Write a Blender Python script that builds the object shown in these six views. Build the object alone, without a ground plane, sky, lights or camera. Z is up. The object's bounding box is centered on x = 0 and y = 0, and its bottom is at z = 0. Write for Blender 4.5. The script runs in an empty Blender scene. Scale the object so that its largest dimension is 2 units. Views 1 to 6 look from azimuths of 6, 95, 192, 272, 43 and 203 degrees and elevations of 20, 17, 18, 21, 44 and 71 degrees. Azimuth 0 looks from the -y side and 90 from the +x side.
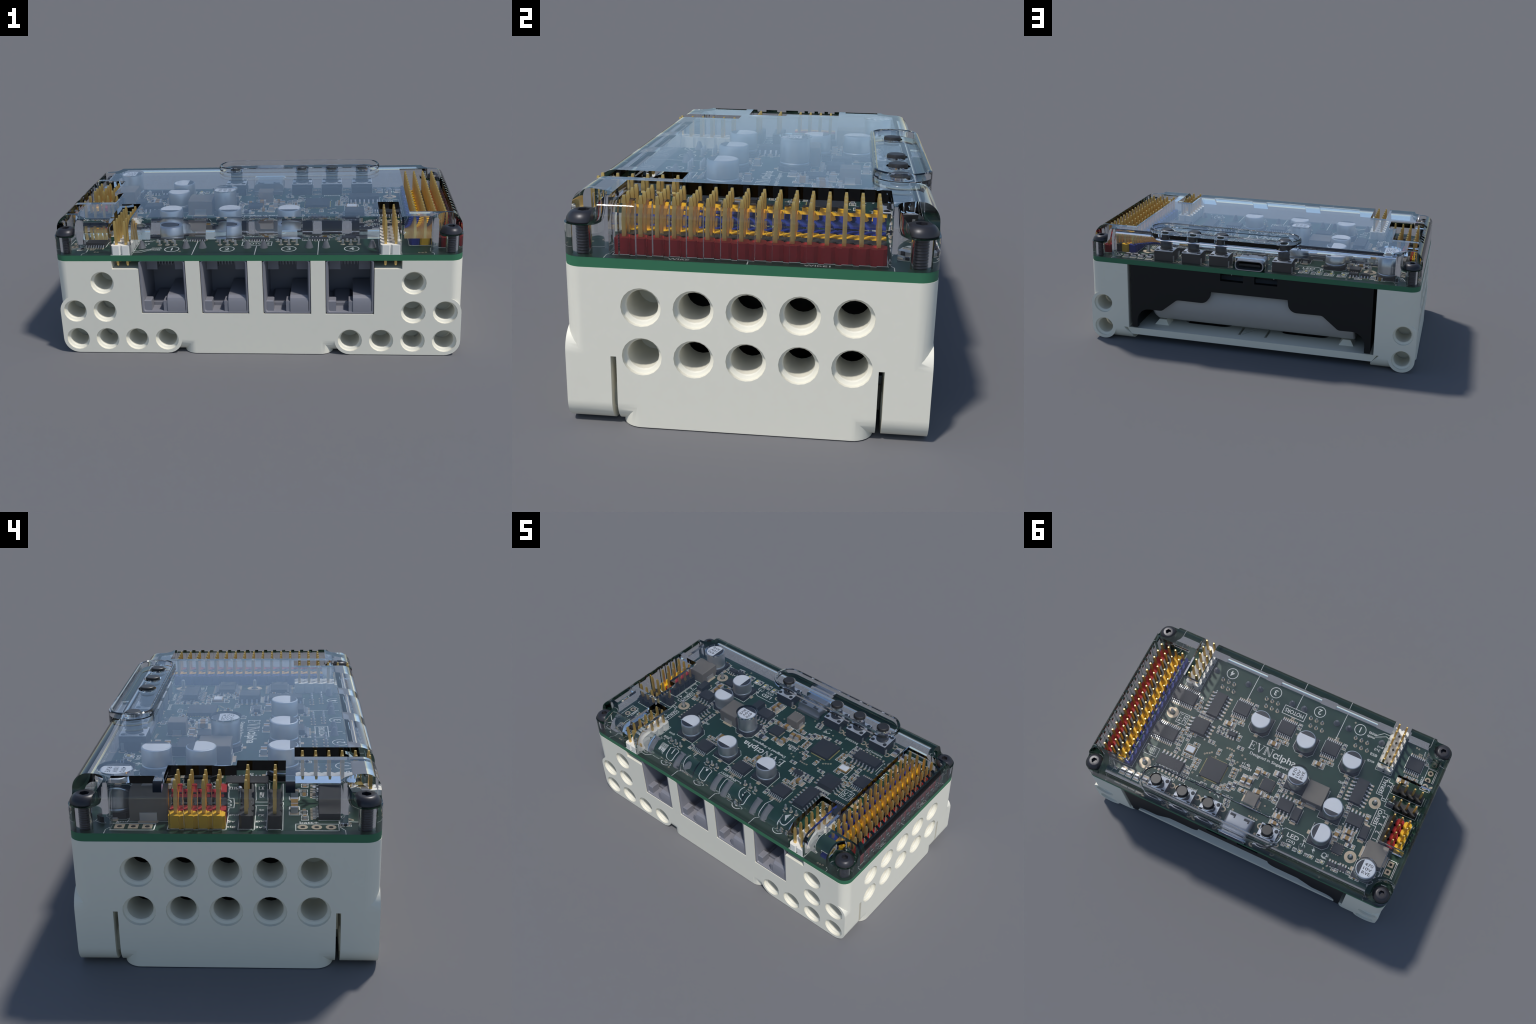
import bpy, bmesh, math, random
from math import sin, cos, pi, radians
from mathutils import Matrix, Vector

random.seed(7)
S = 2.0 / 104.0            # the object is modelled in millimetres, 104 mm long
ZP = 27.6                  # top face of the circuit board
COL = bpy.context.scene.collection

# ------------------------------------------------------------------ materials
def material(name, color, rough=0.5, metal=0.0, grain=0.0, grain_scale=60.0, bump=0.0, spec=0.5, **extra):
    m = bpy.data.materials.new(name)
    m.use_nodes = True
    nt = m.node_tree
    b = nt.nodes['Principled BSDF']
    b.inputs['Base Color'].default_value = (*color, 1)
    b.inputs['Roughness'].default_value = rough
    b.inputs['Metallic'].default_value = metal
    b.inputs['Specular IOR Level'].default_value = spec
    for k, v in extra.items():
        b.inputs[k.replace('_', ' ')].default_value = v
    if grain or bump:
        tc = nt.nodes.new('ShaderNodeTexCoord')
        no = nt.nodes.new('ShaderNodeTexNoise')
        no.inputs['Scale'].default_value = grain_scale
        no.inputs['Detail'].default_value = 3.0
        nt.links.new(tc.outputs['Object'], no.inputs['Vector'])
        if grain:
            mx = nt.nodes.new('ShaderNodeMix')
            mx.data_type = 'RGBA'
            lo = [c * (1 - grain) for c in color]
            hi = [min(1, c * (1 + grain)) for c in color]
            mx.inputs[6].default_value = (*lo, 1)
            mx.inputs[7].default_value = (*hi, 1)
            nt.links.new(no.outputs['Fac'], mx.inputs[0])
            nt.links.new(mx.outputs[2], b.inputs['Base Color'])
        if bump:
            bu = nt.nodes.new('ShaderNodeBump')
            bu.inputs['Strength'].default_value = bump
            bu.inputs['Distance'].default_value = 0.002
            nt.links.new(no.outputs['Fac'], bu.inputs['Height'])
            nt.links.new(bu.outputs['Normal'], b.inputs['Normal'])
    return m

WHITE = material('white_plastic', (0.855, 0.82, 0.70), 0.55, grain=0.015, grain_scale=25)
CLEAR = material('clear_acrylic', (0.97, 0.99, 1.0), 0.0, Transmission_Weight=1.0, IOR=1.45)
BOARD = material('green_solder_mask', (0.010, 0.045, 0.027), 0.45, grain=0.08, grain_scale=12, spec=0.3)
EDGE = material('green_board_core', (0.035, 0.17, 0.085), 0.5, grain=0.04, grain_scale=12)
SILK = material('silkscreen_ink', (0.80, 0.80, 0.76), 0.7)
PAD = material('bare_solder_pad', (0.56, 0.45, 0.32), 0.5, metal=0.2)
EPOXY = material('chip_epoxy', (0.028, 0.028, 0.031), 0.6, grain=0.15, grain_scale=300)
LEAD = material('tinned_lead', (0.62, 0.62, 0.64), 0.38, metal=0.75)
CERAMIC = material('brown_ceramic', (0.36, 0.20, 0.04), 0.5)
FILM = material('resistor_film', (0.035, 0.035, 0.045), 0.45)
GOLD = material('gold_plated_pin', (0.80, 0.56, 0.20), 0.38, metal=0.85)
RED = material('red_plastic', (0.30, 0.012, 0.016), 0.6, spec=0.25)
YELLOW = material('yellow_plastic', (0.70, 0.40, 0.015), 0.55, spec=0.3)
BLUE = material('blue_plastic', (0.015, 0.03, 0.22), 0.6, spec=0.25)
BLACK = material('black_plastic', (0.018, 0.018, 0.02), 0.5)
CREAM = material('white_header_plastic', (0.82, 0.80, 0.74), 0.5)
ALUM = material('aluminium_can', (0.62, 0.64, 0.67), 0.32, metal=0.9, grain=0.03, grain_scale=80)
CANTOP = material('painted_can_top', (0.82, 0.84, 0.90), 0.5)
CANMARK = material('dark_can_marking', (0.03, 0.032, 0.04), 0.5)
FERRITE = material('taupe_ferrite', (0.19, 0.165, 0.14), 0.6, grain=0.05, grain_scale=120)
JACK = material('grey_jack_plastic', (0.23, 0.23, 0.26), 0.4)
STEEL = material('stamped_steel', (0.44, 0.45, 0.48), 0.35, metal=0.8)
PLATE = material('button_top_plate', (0.74, 0.76, 0.82), 0.4, metal=0.45)
BUTTON = material('black_button_plastic', (0.022, 0.022, 0.024), 0.45)
SCREWMAT = material('black_oxide_steel', (0.035, 0.035, 0.042), 0.38, metal=0.35)
CELL = material('grey_cell_wrap', (0.43, 0.42, 0.405), 0.45, grain=0.03, grain_scale=15)
HOLDER = material('black_holder_plastic', (0.009, 0.0095, 0.0105), 0.5, spec=0.35)
LENS = material('led_lens', (0.62, 0.52, 0.16), 0.4)
MCUPAD = material('gold_chip_pad', (0.72, 0.60, 0.20), 0.4, metal=0.5)
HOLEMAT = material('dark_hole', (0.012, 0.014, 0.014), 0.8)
CONE = material('grey_locating_peg', (0.21, 0.21, 0.23), 0.5)

# ------------------------------------------------------------------ mesh accumulator (mm)
class Build:
    def __init__(self):
        self.v, self.f, self.m, self.mats = [], [], [], []

    def mi(self, mat):
        if mat not in self.mats:
            self.mats.append(mat)
        return self.mats.index(mat)

    def add(self, verts, faces, mat, M=None):
        o = len(self.v)
        if M is not None:
            verts = [tuple(M @ Vector(p)) for p in verts]
        self.v += [tuple(p) for p in verts]
        k = self.mi(mat)
        for f in faces:
            self.f.append([i + o for i in f])
            self.m.append(k)

    def box(self, c, s, mat, M=None, taper=0.0, ch=0.0):
        """box centred at c, sizes s; taper shrinks the top, ch chamfers the top edge"""
        x, y, z = (a / 2 for a in s)
        rings = [(-z, 0.0)]
        if ch:
            rings += [(z - ch, taper * 0.9), (z, taper + ch)]
        else:
            rings += [(z, taper)]
        vs, fs = [], []
        for zz, t in rings:
            for sx, sy in ((-1, -1), (1, -1), (1, 1), (-1, 1)):
                vs.append((c[0] + sx * (x - t), c[1] + sy * (y - t), c[2] + zz))
        n = len(rings)
        fs.append((3, 2, 1, 0))
        for r in range(n - 1):
            for i in range(4):
                j = (i + 1) % 4
                fs.append((r * 4 + i, r * 4 + j, r * 4 + 4 + j, r * 4 + 4 + i))
        fs.append(tuple((n - 1) * 4 + i for i in range(4)))
        self.add(vs, fs, mat, M)

    def prism(self, poly, z0, z1, mat, M=None):
        n = len(poly)
        vs = [(x, y, z0) for x, y in poly] + [(x, y, z1) for x, y in poly]
        fs = [tuple(reversed(range(n))), tuple(range(n, 2 * n))]
        fs += [(i, (i + 1) % n, n + (i + 1) % n, n + i) for i in range(n)]
        self.add(vs, fs, mat, M)

    def lathe(self, prof, mat, seg=32, c=(0, 0, 0), M=None, cap0=True, cap1=True):
        vs, fs = [], []
        for r, z in prof:
            for i in range(seg):
                a = 2 * pi * i / seg
                vs.append((c[0] + r * cos(a), c[1] + r * sin(a), c[2] + z))
        for k in range(len(prof) - 1):
            for i in range(seg):
                j = (i + 1) % seg
                fs.append((k * seg + i, k * seg + j, (k + 1) * seg + j, (k + 1) * seg + i))
        if cap0:
            fs.append(tuple(reversed(range(seg))))
        if cap1:
            fs.append(tuple((len(prof) - 1) * seg + i for i in range(seg)))
        self.add(vs, fs, mat, M)

    def ring(self, c, r0, r1, z0, z1, mat, seg=28):
        self.lathe([(r0, z0), (r1, z0), (r1, z1), (r0, z1), (r0, z0)], mat, seg, (c[0], c[1], 0), cap0=False, cap1=False)

    def line(self, p, q, w, z0, z1, mat):
        dx, dy = q[0] - p[0], q[1] - p[1]
        L = math.hypot(dx, dy)
        if L < 1e-6:
            return
        nx, ny = -dy / L * w / 2, dx / L * w / 2
        ex, ey = dx / L * w / 2, dy / L * w / 2
        self.prism([(p[0] - ex - nx, p[1] - ey - ny), (q[0] + ex - nx, q[1] + ey - ny), (q[0] + ex + nx, q[1] + ey + ny), (p[0] - ex + nx, p[1] - ey + ny)], z0, z1, mat)

    def path(self, pts, w, z0, z1, mat, closed=False):
        for a, b in zip(pts, pts[1:] + (pts[:1] if closed else [])):
            self.line(a, b, w, z0, z1, mat)

    def mesh(self, name, smooth=30):
        me = bpy.data.meshes.new(name)
        me.from_pydata([(x * S, y * S, z * S) for x, y, z in self.v], [], self.f)
        for m in self.mats:
            me.materials.append(m)
        me.polygons.foreach_set('material_index', self.m)
        me.update()
        if smooth:
            me.polygons.foreach_set('use_smooth', [True] * len(me.polygons))
            me.set_sharp_from_angle(angle=radians(smooth))
        return me

def obj(name, me, parent=None, loc=(0, 0, 0), rot=0.0):
    o = bpy.data.objects.new(name, me)
    COL.objects.link(o)
    o.location = (loc[0] * S, loc[1] * S, loc[2] * S)
    o.rotation_euler = (0, 0, rot)
    if parent is not None:
        o.parent = parent
    return o

# ------------------------------------------------------------------ solids and booleans
def rr(hx, hy, r, n=8, cx=0, cy=0):
    """rounded rectangle, counter-clockwise"""
    r = max(r, 0.02)
    out = []
    for sx, sy, a0 in ((1, 1, 0), (-1, 1, pi / 2), (-1, -1, pi), (1, -1, 3 * pi / 2)):
        for k in range(n + 1):
            a = a0 + pi / 2 * k / n
            out.append((cx + sx * (hx - r) + r * cos(a), cy + sy * (hy - r) + r * sin(a)))
    return out

def loft(rings, mat):
    """closed solid through rings [(outline, z)] of equal length"""
    b = Build()
    n = len(rings[0][0])
    vs = [(x, y, z) for pts, z in rings for x, y in pts]
    fs = [tuple(reversed(range(n)))]
    for k in range(len(rings) - 1):
        for i in range(n):
            j = (i + 1) % n
            fs.append((k * n + i, k * n + j, (k + 1) * n + j, (k + 1) * n + i))
    fs.append(tuple((len(rings) - 1) * n + i for i in range(n)))
    b.add(vs, fs, mat)
    return b

def solid_box(x0, x1, y0, y1, z0, z1, mat):
    b = Build()
    b.box(((x0 + x1) / 2, (y0 + y1) / 2, (z0 + z1) / 2), (x1 - x0, y1 - y0, z1 - z0), mat)
    return b

def extrude(poly, axis, a0, a1, mat):
    """prism of a 2D outline; axis 'x' uses (y,z) outlines, axis 'y' uses (x,z) outlines"""
    b = Build()
    if axis == 'y':
        M = Matrix(((1, 0, 0, 0), (0, 0, -1, 0), (0, 1, 0, 0), (0, 0, 0, 1)))
        b.prism(poly, -a1, -a0, mat, M)
    elif axis == 'x':
        M = Matrix(((0, 0, 1, 0), (1, 0, 0, 0), (0, 1, 0, 0), (0, 0, 0, 1)))
        b.prism(poly, a0, a1, mat, M)
    else:
        b.prism(poly, a0, a1, mat)
    return b

def tmp(b):
    me = b.mesh('tmp', smooth=0)
    bm = bmesh.new(); bm.from_mesh(me)
    bmesh.ops.recalc_face_normals(bm, faces=bm.faces)
    bm.to_mesh(me); bm.free()
    return obj('tmp', me)

def boolean(base, steps):
    """base Build; steps [(op, Build)]; returns an evaluated mesh"""
    o = tmp(base)
    junk = [o]
    for op, b in steps:
        t = tmp(b)
        junk.append(t)
        md = o.modifiers.new('b', 'BOOLEAN')
        md.operation = op
        md.solver = 'EXACT'
        md.object = t
        me = bpy.data.meshes.new_from_object(o.evaluated_get(bpy.context.evaluated_depsgraph_get()))
        o.modifiers.clear()
        o.data = me
    me = o.data
    for t in junk:
        bpy.data.objects.remove(t)
    return me

def finish(me, angle=28, name=None, mat=None):
    bm = bmesh.new(); bm.from_mesh(me)
    bmesh.ops.remove_doubles(bm, verts=bm.verts, dist=0.0008 * S)
    bmesh.ops.dissolve_degenerate(bm, edges=bm.edges, dist=0.0005 * S)
    bm.to_mesh(me); bm.free()
    if mat is not None:
        me.materials.clear(); me.materials.append(mat)
        me.polygons.foreach_set('material_index', [0] * len(me.polygons))
    me.polygons.foreach_set('use_smooth', [True] * len(me.polygons))
    me.set_sharp_from_angle(angle=radians(angle))
    me.update()
    if name:
        me.name = name
    return me

def weighted(o):
    md = o.modifiers.new('weighted', 'WEIGHTED_NORMAL')
    md.mode = 'FACE_AREA'
    md.weight = 100
    md.keep_sharp = True

def merge(*bs):
    r = Build()
    for b in bs:
        for f, k in zip(b.f, b.m):
            pass
        o = len(r.v)
        r.v += b.v
        for f, k in zip(b.f, b.m):
            r.f.append([i + o for i in f]); r.m.append(r.mi(b.mats[k]))
    return r

def arc(cx, cy, r, a0, a1, n):
    return [(cx + r * cos(radians(a0 + (a1 - a0) * k / n)), cy + r * sin(radians(a0 + (a1 - a0) * k / n))) for k in range(n + 1)]

# ------------------------------------------------------------------ root
ROOT = bpy.data.objects.new('robot_controller_brick', None)
COL.objects.link(ROOT)
ROOT['label'] = 'white brick controller with green circuit board under clear cover'
ROOT['category'] = 'electronic device'

# ------------------------------------------------------------------ housing
HX, HY = 52.0, 28.0

def hole(axis, a, b, at, sign, depth=8.2):
    """stud hole with counterbore; axis 'x' -> (y,z)=(a,b), axis 'y' -> (x,z)=(a,b); 'at' is the face"""
    b_ = Build()
    prof = [(3.1, -0.6), (3.1, 0.75), (2.62, 0.95), (2.45, 1.2), (2.45, depth)]
    if axis == 'y':
        M = Matrix.Translation((a, at, b)) @ Matrix.Rotation(radians(-90 if sign > 0 else 90), 4, 'X')
    else:
        M = Matrix.Translation((at, a, b)) @ Matrix.Rotation(radians(90 if sign > 0 else -90), 4, 'Y')
    b_.lathe(prof, WHITE, 20, M=M)
    return b_

def housing():
    rings = []
    R = 4.0
    for k in range(9):
        a = pi / 2 * k / 8
        ins = R * (1 - sin(a))
        rings.append((rr(HX - ins, HY - ins, 3.0 - min(ins, 2.9)), R * (1 - cos(a))))
    rings.append((rr(HX, HY, 3.0), 26.0))
    base = loft(rings, WHITE)
    # flat feet: flush with the faces, rounded in plan
    foot = lambda hx, hy: extrude(rr(hx, hy, 3.4, 8), 'z', 0.0, 6.0, WHITE)
    front = Build(); front.prism([(x, y) for x, y in rr(19.7, 12.0, 3.4, 8, 0, -16.0)], 0.0, 6.0, WHITE)
    steps = [('UNION', front), ('UNION', foot(52.0, 19.7))]
    for s in (-1, 1):
        # beam shaped corners: round ends about the stud holes
        if s > 0:
            prof = arc(24, 4, 4, 90, 270, 12) + arc(48, 4, 4, 270, 360, 8) + arc(48, 12, 4, 0, 90, 8) + [(44, 16), (44, 8)]
        else:
            prof = [(-44, 8), (-44, 16)] + arc(-48, 12, 4, 90, 180, 8) + arc(-48, 4, 4, 180, 270, 8) + arc(-24, 4, 4, -90, 90, 12)
        steps.append(('UNION', extrude(prof, 'y', -28.0, -21.5, WHITE)))
        if s > 0:
            prof = arc(48, 4, 4, 180, 360, 16) + arc(48, 12, 4, 0, 90, 8) + [(44, 16)]
        else:
            prof = arc(-48, 4, 4, 180, 360, 16) + [(-44, 16)] + arc(-48, 12, 4, 90, 180, 8)
        steps.append(('UNION', extrude(prof, 'y', 22.5, 28.0, WHITE)))
    # hollow, back opening, floor opening for the sliding tray
    steps.append(('DIFFERENCE', solid_box(-43.6, 43.6, -13.5, 23.6, 4.55, 30, WHITE)))
    steps.append(('DIFFERENCE', solid_box(-39.5, 39.5, 10, 40, 4.0, 30, WHITE)))
    steps.append(('DIFFERENCE', extrude([(-38.6, -1), (38.6, -1), (38.6, 1.65), (41.2, 4.65), (-41.2, 4.65), (-38.6, 1.65)], 'y', -12.0, 40, WHITE)))
    # jack windows and header recesses
    for cx in (-24, -8, 8, 24):
        steps.append(('DIFFERENCE', solid_box(cx - 6.15, cx + 6.15, -30, -8.0, 11.4, 30, WHITE)))
    for s in (-1, 1):
        x0, x1 = sorted((s * 29.5, s * 37.0))
        steps.append(('DIFFERENCE', solid_box(x0, x1, -30, -12.0, 23.8, 30, WHITE)))
    # stud holes
    for s in (-1, 1):
        for y in (-16, -8, 0, 8, 16):
            for z in (12, 20):
                steps.append(('DIFFERENCE', hole('x', y, z, s * 52.0, -s, 9.0)))
        for x, z in ((48, 12), (48, 4), (40, 20), (40, 12), (40, 4), (32, 4), (24, 4)):
            steps.append(('DIFFERENCE', hole('y', s * x, z, -28.0, 1)))
        for z in (4, 12):
            steps.append(('DIFFERENCE', hole('y', s * 48, z, 28.0, -1)))
        for t in (-1, 1):
            x0, x1 = sorted((s * 41.0, s * 53.0))
            steps.append(('DIFFERENCE', solid_box(x0, x1, t * 20.45 - 0.45, t * 20.45 + 0.45, -1, 11.8, WHITE)))
    return finish(boolean(base, steps), 28, 'housing', WHITE)

o = obj('housing', housing(), ROOT)
weighted(o)

# ------------------------------------------------------------------ battery bay
def tray():
    base = extrude([(-38.9, 2.1), (38.9, 2.1), (40.6, 4.35), (-40.6, 4.35)], 'y', -11.5, 27.1, WHITE)
    st = []
    for s in (-1, 1):
        st.append(('DIFFERENCE', extrude(rr(8.2, 12.5, 3.0, 6, s * 16.1, 6.2), 'z', 0, 6, WHITE)))
    # grooved double-stroke letter
    for p, q, w in (((4.0, 23.0), (4.0, 16.0), 0.9), ((-4.6, 23.0), (-4.6, 16.0), 0.9), ((3.0, 22.6), (-1.4, 16.0), 0.5), ((2.4, 20.6), (-0.6, 16.0), 0.4)):
        g = Build(); g.line(p, q, w, 3.2, 6, WHITE)
        st.append(('DIFFERENCE', g))
    return finish(boolean(base, st), 28, 'battery_tray', WHITE)

TRAY = obj('battery_tray', tray(), ROOT)
rest = Build()
for s in (-1, 1):
    rest.box((s * 30.3, 20.0, 5.05), (4.8, 5.2, 1.6), WHITE, taper=1.2)
obj('cell_rest', rest.mesh('cell_rest'), TRAY)

def holder():
    half = [(12.4, 19.55)] + arc(15.3, 18.3, 2.75, 180, 270, 8) + arc(22.6, 13.9, 1.7, 90, 48, 4) + \
           arc(28.9, 13.1, 1.7, 228, 270, 4) + arc(32.5, 7.4, 4.05, 90, 0, 8) + [(36.55, 2.0)]
    cut = half + [(-x, z) for x, z in reversed(half)]
    base = solid_box(-38.4, 38.4, -11.0, 27.85, 4.95, 25.95, HOLDER)
    st = [('DIFFERENCE', solid_box(-37.0, 37.0, -9.5, 26.2, 0, 24.6, HOLDER)),
          ('DIFFERENCE', extrude(list(reversed(cut)), 'y', 20, 30, HOLDER))]
    for x0, x1 in ((1.75, 9.05), (-9.05, -1.8)):
        st.append(('DIFFERENCE', solid_box(x0, x1, 25.4, 30, 23.55, 30, HOLDER)))
    return finish(boolean(base, st), 28, 'battery_holder', HOLDER)

HOLD = obj('battery_holder', holder(), ROOT)
cell = Build()
Mx = Matrix.Rotation(radians(90), 4, 'Y')
cell.lathe([(7.5, -32.6), (8.6, -32.6), (9.0, -32.2), (9.0, 31.6), (8.7, 32.1)], CELL, 48, M=Mx)
cell.lathe([(8.6, 32.0), (8.5, 32.5), (3.0, 32.6), (2.8, 33.8), (2.4, 34.0)], STEEL, 32, M=Mx)
CELLME = cell.mesh('battery_cell')
obj('battery_cell', CELLME, ROOT, (-0.4, 17.75, 14.55))
obj('battery_cell', CELLME, ROOT, (-1.4, -1.0, 14.55), pi)
nib = Build()
for x in (6.4, -7.0):
    nib.box((x - 0.6, 26.2, 25.7), (0.25, 0.5, 0.9), LEAD)
obj('holder_terminal', nib.mesh('holder_terminal'), HOLD)

# ------------------------------------------------------------------ motor jacks
def jack():
    """front face at y=-27.85, local x centred, z in housing frame"""
    outer = rr(6.0, 7.2, 0.5, 4, 0, 18.75)
    base = extrude(outer, 'y', -27.85, -9.5, JACK)
    st = [('DIFFERENCE', extrude(rr(5.35, 6.9, 0.5, 4, 0, 18.95), 'y', -40, -14.2, JACK))]
    # flared mouth
    m = Build()
    a, b = rr(5.8, 7.1, 0.6, 4, 0, 18.85), rr(5.3, 6.85, 0.5, 4, 0, 18.95)
    n = len(a)
    vs = [(x, -28.2, z) for x, z in a] + [(x, -27.2, z) for x, z in b]
    fs = [tuple(reversed(range(n))), tuple(range(n, 2 * n))] + [(i, (i + 1) % n, n + (i + 1) % n, n + i) for i in range(n)]
    m.add(vs, fs, JACK)
    st.append(('DIFFERENCE', m))
    me = boolean(base, st)
    b = Build()
    # offset latch block, key steps and contact carrier
    blk = [(-27.8, 11.7), (-27.8, 14.6), (-27.4, 15.6), (-26.6, 16.2), (-15.5, 16.2), (-15.5, 11.7)]
    b.prism(blk, 0.8, 5.45, JACK, Matrix(((0, 0, 1, 0), (1, 0, 0, 0), (0, 1, 0, 0), (0, 0, 0, 1))))
    b.box((0.3, -25.9, 13.2), (1.2, 3.4, 3.2), JACK)
    b.box((-4.5, -26.0, 13.3), (2.0, 2.8, 3.2), JACK, ch=0.25)
    b.box((-1.9, -19.5, 12.4), (4.4, 9.0, 1.6), JACK, ch=0.3)
    b.box((-3.8, -18.6, 23.7), (2.9, 7.6, 4.2), JACK)
    b.box((3.8, -18.6, 23.7), (2.9, 7.6, 4.2), JACK)
    for i in range(6):
        b.box((-2.05 + i * 0.82, -18.4, 24.0), (0.32, 5.0, 3.2), JACK)
        b.box((-2.46 + i * 0.82, -20.6, 23.9), (0.28, 3.0, 0.3), GOLD)
        b.box((-2.46 + i * 0.82, -20.8, 24.7), (0.28, 0.3, 2.0), GOLD)
    b.add([tuple(Vector(v.co) / S) for v in me.vertices], [list(p.vertices) for p in me.polygons], JACK)
    return b.mesh('motor_jack')

JM = jack()
for cx in (-24, -8, 8, 24):
    obj('motor_jack', JM, ROOT, (cx, 0, 0))

# ------------------------------------------------------------------ circuit board
def board():
    rings = [(rr(51.95, 27.95, 2.95), 26.0), (rr(51.95, 27.95, 2.95), 27.6)]
    b = loft(rings, EDGE)
    k = b.mi(BOARD)
    b.m[-1] = k          # darker green on the top face, lighter green on the edge
    return b.mesh('circuit_board')

PCB = obj('circuit_board', board(), ROOT)

# --- lettering and silkscreen
def text_mesh(body):
    c = bpy.data.curves.new('t', 'FONT')
    c.body = body
    c.align_x = 'LEFT'
    c.resolution_u = 3
    c.offset = 0.012
    o = bpy.data.objects.new('t', c)
    COL.objects.link(o)
    me = bpy.data.meshes.new_from_object(o.evaluated_get(bpy.context.evaluated_depsgraph_get()))
    vs = [v.co.copy() for v in me.vertices]
    fs = [list(p.vertices) for p in me.polygons]
    bpy.data.objects.remove(o); bpy.data.curves.remove(c); bpy.data.meshes.remove(me)
    return vs, fs

def text(b, body, cx, cy, rot, width=None, height=None, z=ZP + 0.03, mat=None):
    vs, fs = text_mesh(body)
    x0, x1 = min(v.x for v in vs), max(v.x for v in vs)
    y0, y1 = min(v.y for v in vs), max(v.y for v in vs)
    kx = width / (x1 - x0) if width else height / (y1 - y0)
    ky = height / (y1 - y0) if height else kx
    if not width:
        kx = ky
    a = radians(rot)
    out = []
    for v in vs:
        x, y = (v.x - (x0 + x1) / 2) * kx, (v.y - (y0 + y1) / 2) * ky
        out.append((cx + x * cos(a) - y * sin(a), cy + x * sin(a) + y * cos(a), z))
    b.add(out, fs, mat or SILK)

silk = Build()
Z0, Z1 = ZP - 0.02, ZP + 0.03
W = 0.17
def spath(pts, closed=False, w=W):
    silk.path(list(pts), w, Z0, Z1, SILK, closed)
def sbox(x0, x1, y0, y1, w=W):
    spath([(x0, y0), (x1, y0), (x1, y1), (x0, y1)], True, w)
def sring(x, y, r, w=0.2):
    silk.ring((x, y), r - w / 2, r + w / 2, Z0, Z1, SILK, 40)

for x, n in ((24.5, '4'), (8.5, '3'), (-7.45, '2'), (-21.9, '1')):
    sring(x, -22.8, 1.85, 0.22)
    text(silk, n, x, -22.8, 0, height=1.95)
for x in (16, 0, -16):
    spath([(x, -27.6), (x, -20.5 if x == 0 else -16.0)], w=0.2)
sbox(-3.9, 3.8, -20.3, -17.3, 0.2)
text(silk, 'MOTORS', 0, -18.8, 0, 6.5, 1.45)
sbox(30.3, 33.8, -3.2, 0.5)
text(silk, 'I2C', 31.3, -1.35, 90, 2.7, 1.25)
text(silk, '1-16', 32.9, -1.35, 90, 2.8, 1.0)
spath([(32.0, 0.5), (33.0, 1.9)])
spath([(-35.05, -11.5), (-37.3, -11.5), (-37.3, -10.3), (-38.7, -10.3), (-38.7, -3.75), (-37.3, -3.75), (-37.3, -5.15), (-35.05, -5.15)], True)
text(silk, 'SERIAL', -36.2, -8.3, -90, 5.6, 1.35)
text(silk, '2', -37.95, -9.0, -90, height=1.2)
text(silk, '1', -37.95, -4.5, -90, height=1.2)
spath([(-39.3, 9.5), (-39.3, 5.0), (-37.5, 5.0), (-37.5, -1.0), (-39.9, -1.0), (-39.9, -0.1), (-41.3, -0.1), (-41.3, 9.5)])
text(silk, 'SERVO', -38.65, 2.0, -90, 5.1, 1.4)
for y, n in ((1.1, '4'), (3.73, '3'), (6.4, '2'), (8.9, '1')):
    text(silk, n, -40.35, y, -90, height=1.25)
for t, x, y, w in (('encb', -29.2, -14.2, 2.4), ('enca', -29.2, -16.7, 2.4), ('3v3', -29.6, -18.7, 1.9), ('gnd', -30.2, -20.0, 2.0), ('motb', -26.0, -21.9, 2.6), ('mota', -26.1, -23.2, 2.6)):
    text(silk, t, x, y, 0, w, 0.95)
spath([(-27.4, -23.2), (-29.5, -25.0), (-31.6, -25.0)]); spath([(-27.4, -22.6), (-30.5, -24.2), (-31.6, -23.8)])
text(silk, 'cut', -23.5, -3.7, 180, 1.7, 0.95)
text(silk, 'bootsel', 19.0, 18.75, 180, 4.6, 1.1)
text(silk, 'button(24)', 27.8, 18.75, 180, 6.2, 1.2)
text(silk, 'on/off', -10.0, 18.9, 180, 3.4, 1.1)
text(silk, 'LED', -17.2, 19.15, 180, 3.9, 1.4)
text(silk, '(25)', -17.2, 20.95, 180, 2.9, 1.15)
spath([(-13.4, 18.0), (-14.0, 17.5), (-19.9, 17.5), (-20.9, 18.0), (-20.9, 19.0)])
spath([(-20.5, 18.7), (-20.9, 19.2), (-21.3, 18.7)])
text(silk, 'v1.4b', 6.5, 3.9, 180, 3.0, 0.95)
text(silk, '290524', 6.0, 5.1, 180, 3.9, 0.95)
text(silk, 'Designed in Singapore', 0.3, -0.1, 180, 13.6, 1.3)
for t, x, y, w in (('sig', -48.4, -1.0, 1.7), ('5v', -46.0, -0.9, 1.4), ('gnd', -43.2, -1.1, 2.0), ('3v3', -48.4, -6.3, 2.1), ('gnd', -45.9, -6.3, 2.0), ('rx', -43.2, -6.3, 1.1), ('tx', -40.8, -6.3, 1.0), ('gnd', -46.3, 19.0, 2.2), ('batt+', -46.4, -15.0, 3.4)):
    text(silk, t, x, y, -90, w, 0.95)
text(silk, 'WIRE', 50.75, -10.3, 90, 3.2, 0.8)
text(silk, 'WIRE1', 50.75, 10.2, 90, 3.9, 0.8)
spath([(50.2, 0), (51.8, 0)])
sbox(-49.8, -47.0, 12.7, 20.6); sbox(-49.8, -47.0, -20.3, -12.6)
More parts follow.
